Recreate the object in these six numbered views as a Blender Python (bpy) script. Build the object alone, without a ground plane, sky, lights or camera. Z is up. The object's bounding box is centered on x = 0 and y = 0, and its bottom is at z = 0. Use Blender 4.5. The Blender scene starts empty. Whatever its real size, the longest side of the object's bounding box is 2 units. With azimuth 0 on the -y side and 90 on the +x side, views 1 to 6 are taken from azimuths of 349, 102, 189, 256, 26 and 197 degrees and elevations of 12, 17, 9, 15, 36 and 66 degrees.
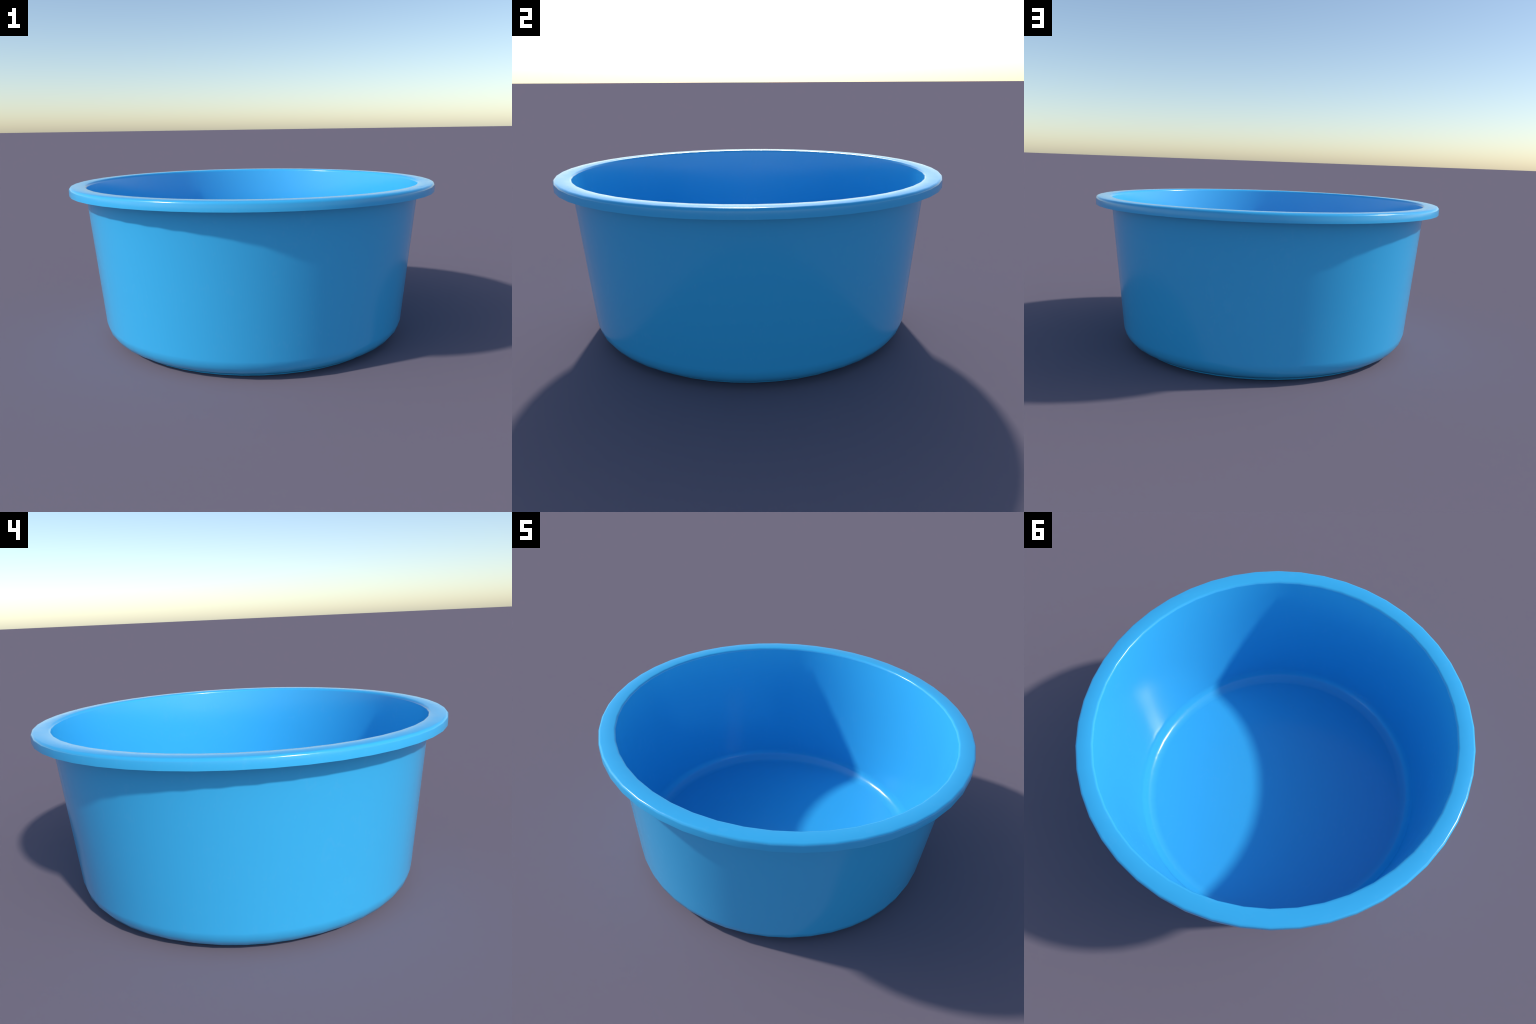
"""Round blue plastic wash basin: tapered wall, rounded bottom corner,
low foot ring and a broad flat rim with rounded edges."""
import bpy
import math
from mathutils import Vector

SEGMENTS = 48            # facets round the basin
# ---------------------------------------------------------------- dimensions
RIM_RADIUS = 1.0
RIM_TOP = 0.8574
RIM_BOTTOM = 0.813
RIM_EDGE = 0.013         # rounding of the rim's upper edges
LIP_RADIUS = 0.911       # inner edge of the rim
WALL_TOP_RADIUS = 0.9179     # outer wall, extrapolated to z = 0.85
WALL_FOOT_RADIUS = 0.8441    # outer wall, extrapolated to z = 0
CORNER = 0.107           # outer bottom corner radius
BELLY = 0.0085           # height of the underside above the ground
THICKNESS = 0.0085
INNER_CORNER = 0.078
FOOT_OUTER = 0.7655
FOOT_INNER = 0.735
WALL_STIFFNESS = 6.0
FLOOR_STIFFNESS = 2.5
LIP_STIFFNESS = 6.0


def wall_radius(z):
    return WALL_FOOT_RADIUS + (WALL_TOP_RADIUS - WALL_FOOT_RADIUS) * z / 0.85


def arc(cr, cz, radius, start, end, steps):
    """Points of a circular arc in the (r, z) plane, angles in degrees."""
    out = []
    for i in range(steps + 1):
        a = math.radians(start + (end - start) * i / steps)
        out.append((cr + radius * math.cos(a), cz + radius * math.sin(a)))
    return out


def corner_arc(offset, floor, radius, steps):
    """Fillet between the (offset) wall line and a flat floor, wall to floor."""
    slope = math.degrees(math.atan2(0.85, WALL_TOP_RADIUS - WALL_FOOT_RADIUS))
    tilt = 90.0 - slope
    cz = floor + radius
    cr = wall_radius(cz) - offset - radius / math.cos(math.radians(tilt))
    return arc(cr, cz, radius, -tilt, -90.0, steps)


# --------------------------------------------------------------- the profile
# One closed run in (r, z): centre of the underside -> outer wall -> rim ->
# inner wall -> centre of the floor.  Every piece carries its part's name.
outer_corner = corner_arc(0.0, BELLY, CORNER, 4)[::-1]
inner_floor = BELLY + THICKNESS + 0.001
inner_corner = corner_arc(THICKNESS, inner_floor, INNER_CORNER, 4)

profile = []             # (r, z, part of the face band that STARTS here, sharp)


def add(points, part, sharp_first=False):
    for i, (r, z) in enumerate(points):
        profile.append((r, z, part, sharp_first and i == 0))


add([(0.0, 0.012), (FOOT_INNER - 0.012, 0.012)], "base")
add([(FOOT_INNER, 0.0015), (FOOT_INNER + 0.004, 0.0)], "foot_ring")
add([(FOOT_OUTER - 0.002, 0.0)], "foot_ring")
add([(FOOT_OUTER, 0.002)], "foot_ring")
add([(FOOT_OUTER, 0.0115)], "wall", True)
add([p for p in outer_corner if p[0] > FOOT_OUTER + 0.004], "wall")
# small fillet where the wall runs into the underside of the rim
neck = wall_radius(RIM_BOTTOM - 0.016)
add([(neck, RIM_BOTTOM - 0.016), (neck + 0.0053, RIM_BOTTOM - 0.004)], "wall")
add([(neck + 0.012, RIM_BOTTOM)], "rim", True)
add([(RIM_RADIUS, RIM_BOTTOM)], "rim", True)
add(arc(RIM_RADIUS - RIM_EDGE, RIM_TOP - RIM_EDGE, RIM_EDGE, 0, 90, 3), "rim")
add(arc(LIP_RADIUS + RIM_EDGE, RIM_TOP - RIM_EDGE, RIM_EDGE, 90, 180, 3)[:-1], "rim")
add([(LIP_RADIUS, RIM_TOP - RIM_EDGE)], "wall")
add(inner_corner[:-1], "wall")
add([inner_corner[-1]], "base")
add([(0.5, inner_floor), (0.0, inner_floor)], "base")

# ------------------------------------------------------------ revolved mesh
verts, rings = [], []
for r, z, part, sharp in profile:
    if r < 1e-6:
        rings.append([len(verts)])
        verts.append((0.0, 0.0, z))
        continue
    ring = []
    for s in range(SEGMENTS):
        a = 2.0 * math.pi * s / SEGMENTS
        ring.append(len(verts))
        verts.append((r * math.cos(a), r * math.sin(a), z))
    rings.append(ring)

faces, face_part, face_band = [], [], []
for k in range(len(rings) - 1):
    lo, hi = rings[k], rings[k + 1]
    for s in range(SEGMENTS):
        t = (s + 1) % SEGMENTS
        if len(lo) == 1:
            f = (lo[0], hi[t], hi[s])
        elif len(hi) == 1:
            f = (lo[s], lo[t], hi[0])
        else:
            f = (lo[s], lo[t], hi[t], hi[s])
        faces.append(f)
        face_part.append(profile[k][2])
        face_band.append(k)


def band_normal(k):
    dr = profile[k + 1][0] - profile[k][0]
    dz = profile[k + 1][1] - profile[k][1]
    n = Vector((dz, -dr))
    return n.normalized(), math.hypot(dr, dz)


def weight(length, z):
    """At the bottom corner the tall wall and the floor stay straighter."""
    if z > RIM_BOTTOM or length < 0.2:
        return LIP_STIFFNESS if length > 0.6 else 1.0
    return WALL_STIFFNESS if length > 0.6 else FLOOR_STIFFNESS


def ring_normals():
    """Smooth profile normals (r, z) per ring, one for the band below and one
    for the band above; they differ only where the ring is a sharp edge."""
    res = []
    last = len(profile) - 1
    for k in range(last + 1):
        before = band_normal(k - 1) if k > 0 else None
        after = band_normal(k) if k < last else None
        if before is None:
            res.append((after[0], after[0]))
        elif after is None:
            res.append((before[0], before[0]))
        elif profile[k][3]:
            res.append((before[0], after[0]))
        else:
            # neighbouring bands count alike, so flats blend softly into
            # the roundings beside them
            z = profile[k][1]
            n = before[0] * weight(before[1], z) + after[0] * weight(after[1], z)
            n.normalize()
            res.append((n, n))
    return res


NORMALS = ring_normals()


def corner_normal(face_index, vert_index):
    k = face_band[face_index]
    x, y, z = verts[vert_index]
    on_lower = vert_index in ring_sets[k]
    n = NORMALS[k][1] if on_lower else NORMALS[k + 1][0]
    rad = math.hypot(x, y)
    if rad < 1e-6:
        return Vector((0.0, 0.0, 1.0 if n.y > 0 else -1.0))
    return Vector((n.x * x / rad, n.x * y / rad, n.y)).normalized()


ring_sets = [set(r) for r in rings]


# ------------------------------------------------------------------ material
BLUE = (0.047, 0.458, 0.835, 1.0)
SCUFFED_BLUE = (0.054, 0.462, 0.838, 1.0)
GLOSS = 0.18


def plastic():
    mat = bpy.data.materials.new("blue_plastic")
    mat.use_nodes = True
    nt = mat.node_tree
    nt.nodes.clear()
    N = nt.nodes.new
    L = nt.links.new
    out = N("ShaderNodeOutputMaterial")
    bsdf = N("ShaderNodeBsdfPrincipled")
    L(bsdf.outputs["BSDF"], out.inputs["Surface"])
    tex = N("ShaderNodeTexCoord")

    def noise(scale, detail=3.0, stretch=(1.0, 1.0, 1.0), rough=0.5, distortion=0.0):
        mp = N("ShaderNodeMapping")
        mp.inputs["Scale"].default_value = stretch
        L(tex.outputs["Object"], mp.inputs["Vector"])
        n = N("ShaderNodeTexNoise")
        n.inputs["Scale"].default_value = scale
        n.inputs["Detail"].default_value = detail
        n.inputs["Roughness"].default_value = rough
        n.inputs["Distortion"].default_value = distortion
        L(mp.outputs["Vector"], n.inputs["Vector"])
        return n.outputs["Fac"]

    def span(value, lo, hi, out_lo=0.0, out_hi=1.0):
        m = N("ShaderNodeMapRange")
        m.inputs["From Min"].default_value = lo
        m.inputs["From Max"].default_value = hi
        m.inputs["To Min"].default_value = out_lo
        m.inputs["To Max"].default_value = out_hi
        L(value, m.inputs["Value"])
        return m.outputs["Result"]

    def math_node(op, x, y):
        m = N("ShaderNodeMath")
        m.operation = op
        for sock, v in zip(m.inputs, (x, y)):
            if isinstance(v, (int, float)):
                sock.default_value = v
            else:
                L(v, sock)
        return m.outputs[0]

    # sparse scuffs and dried specks: small blots, gathered in loose patches,
    # drawn out a little up and down the wall
    patches = span(noise(3.5, 3.0), 0.36, 0.56)
    blots = span(noise(26.0, 3.0, (1.0, 1.0, 0.55), 0.55, 0.8), 0.60, 0.68)
    specks = span(noise(70.0, 1.0, (1.0, 1.0, 0.6)), 0.66, 0.73)
    scuff = math_node("MULTIPLY", math_node("MAXIMUM", blots, specks), patches)

    pigment = N("ShaderNodeMix")
    pigment.data_type = "RGBA"
    pigment.inputs["A"].default_value = BLUE
    pigment.inputs["B"].default_value = SCUFFED_BLUE
    L(scuff, pigment.inputs["Factor"])
    L(pigment.outputs["Result"], bsdf.inputs["Base Color"])

    # gloss: mostly polished, duller on the scuffs, slightly cloudy
    cloudy = span(noise(6.0, 4.0), 0.3, 0.7, GLOSS - 0.02, GLOSS + 0.03)
    L(math_node("ADD", cloudy, math_node("MULTIPLY", scuff, 0.06)),
      bsdf.inputs["Roughness"])
    bsdf.inputs["IOR"].default_value = 1.5

    # moulded grain, seen only at grazing angles
    grain = math_node("MULTIPLY", noise(70.0, 3.0, (1.0, 1.0, 0.6)), span(noise(5.0, 2.0), 0.35, 0.6))
    bump = N("ShaderNodeBump")
    bump.inputs["Strength"].default_value = 0.045
    bump.inputs["Distance"].default_value = 0.004
    L(grain, bump.inputs["Height"])
    L(bump.outputs["Normal"], bsdf.inputs["Normal"])
    return mat


MATERIAL = plastic()

# ------------------------------------------------------------ parts as meshes
root = bpy.data.objects.new("wash_basin", None)
root.empty_display_size = 0.2
bpy.context.scene.collection.objects.link(root)
root["label"] = "round blue plastic wash basin with broad flat rim"
root["category"] = "basin"

for part in ("wall", "rim", "base", "foot_ring"):
    idx = [i for i, p in enumerate(face_part) if p == part]
    used = sorted({v for i in idx for v in faces[i]})
    remap = {v: n for n, v in enumerate(used)}
    me = bpy.data.meshes.new(part)
    me.from_pydata([verts[v] for v in used], [],
                   [tuple(remap[v] for v in faces[i]) for i in idx])
    me.polygons.foreach_set("use_smooth", [True] * len(me.polygons))
    loop_normals = []
    for i, poly in zip(idx, me.polygons):
        for v in faces[i]:
            loop_normals.append(corner_normal(i, v))
    me.normals_split_custom_set(loop_normals)
    me.materials.append(MATERIAL)
    me.update()
    ob = bpy.data.objects.new(part, me)
    bpy.context.scene.collection.objects.link(ob)
    ob.parent = root
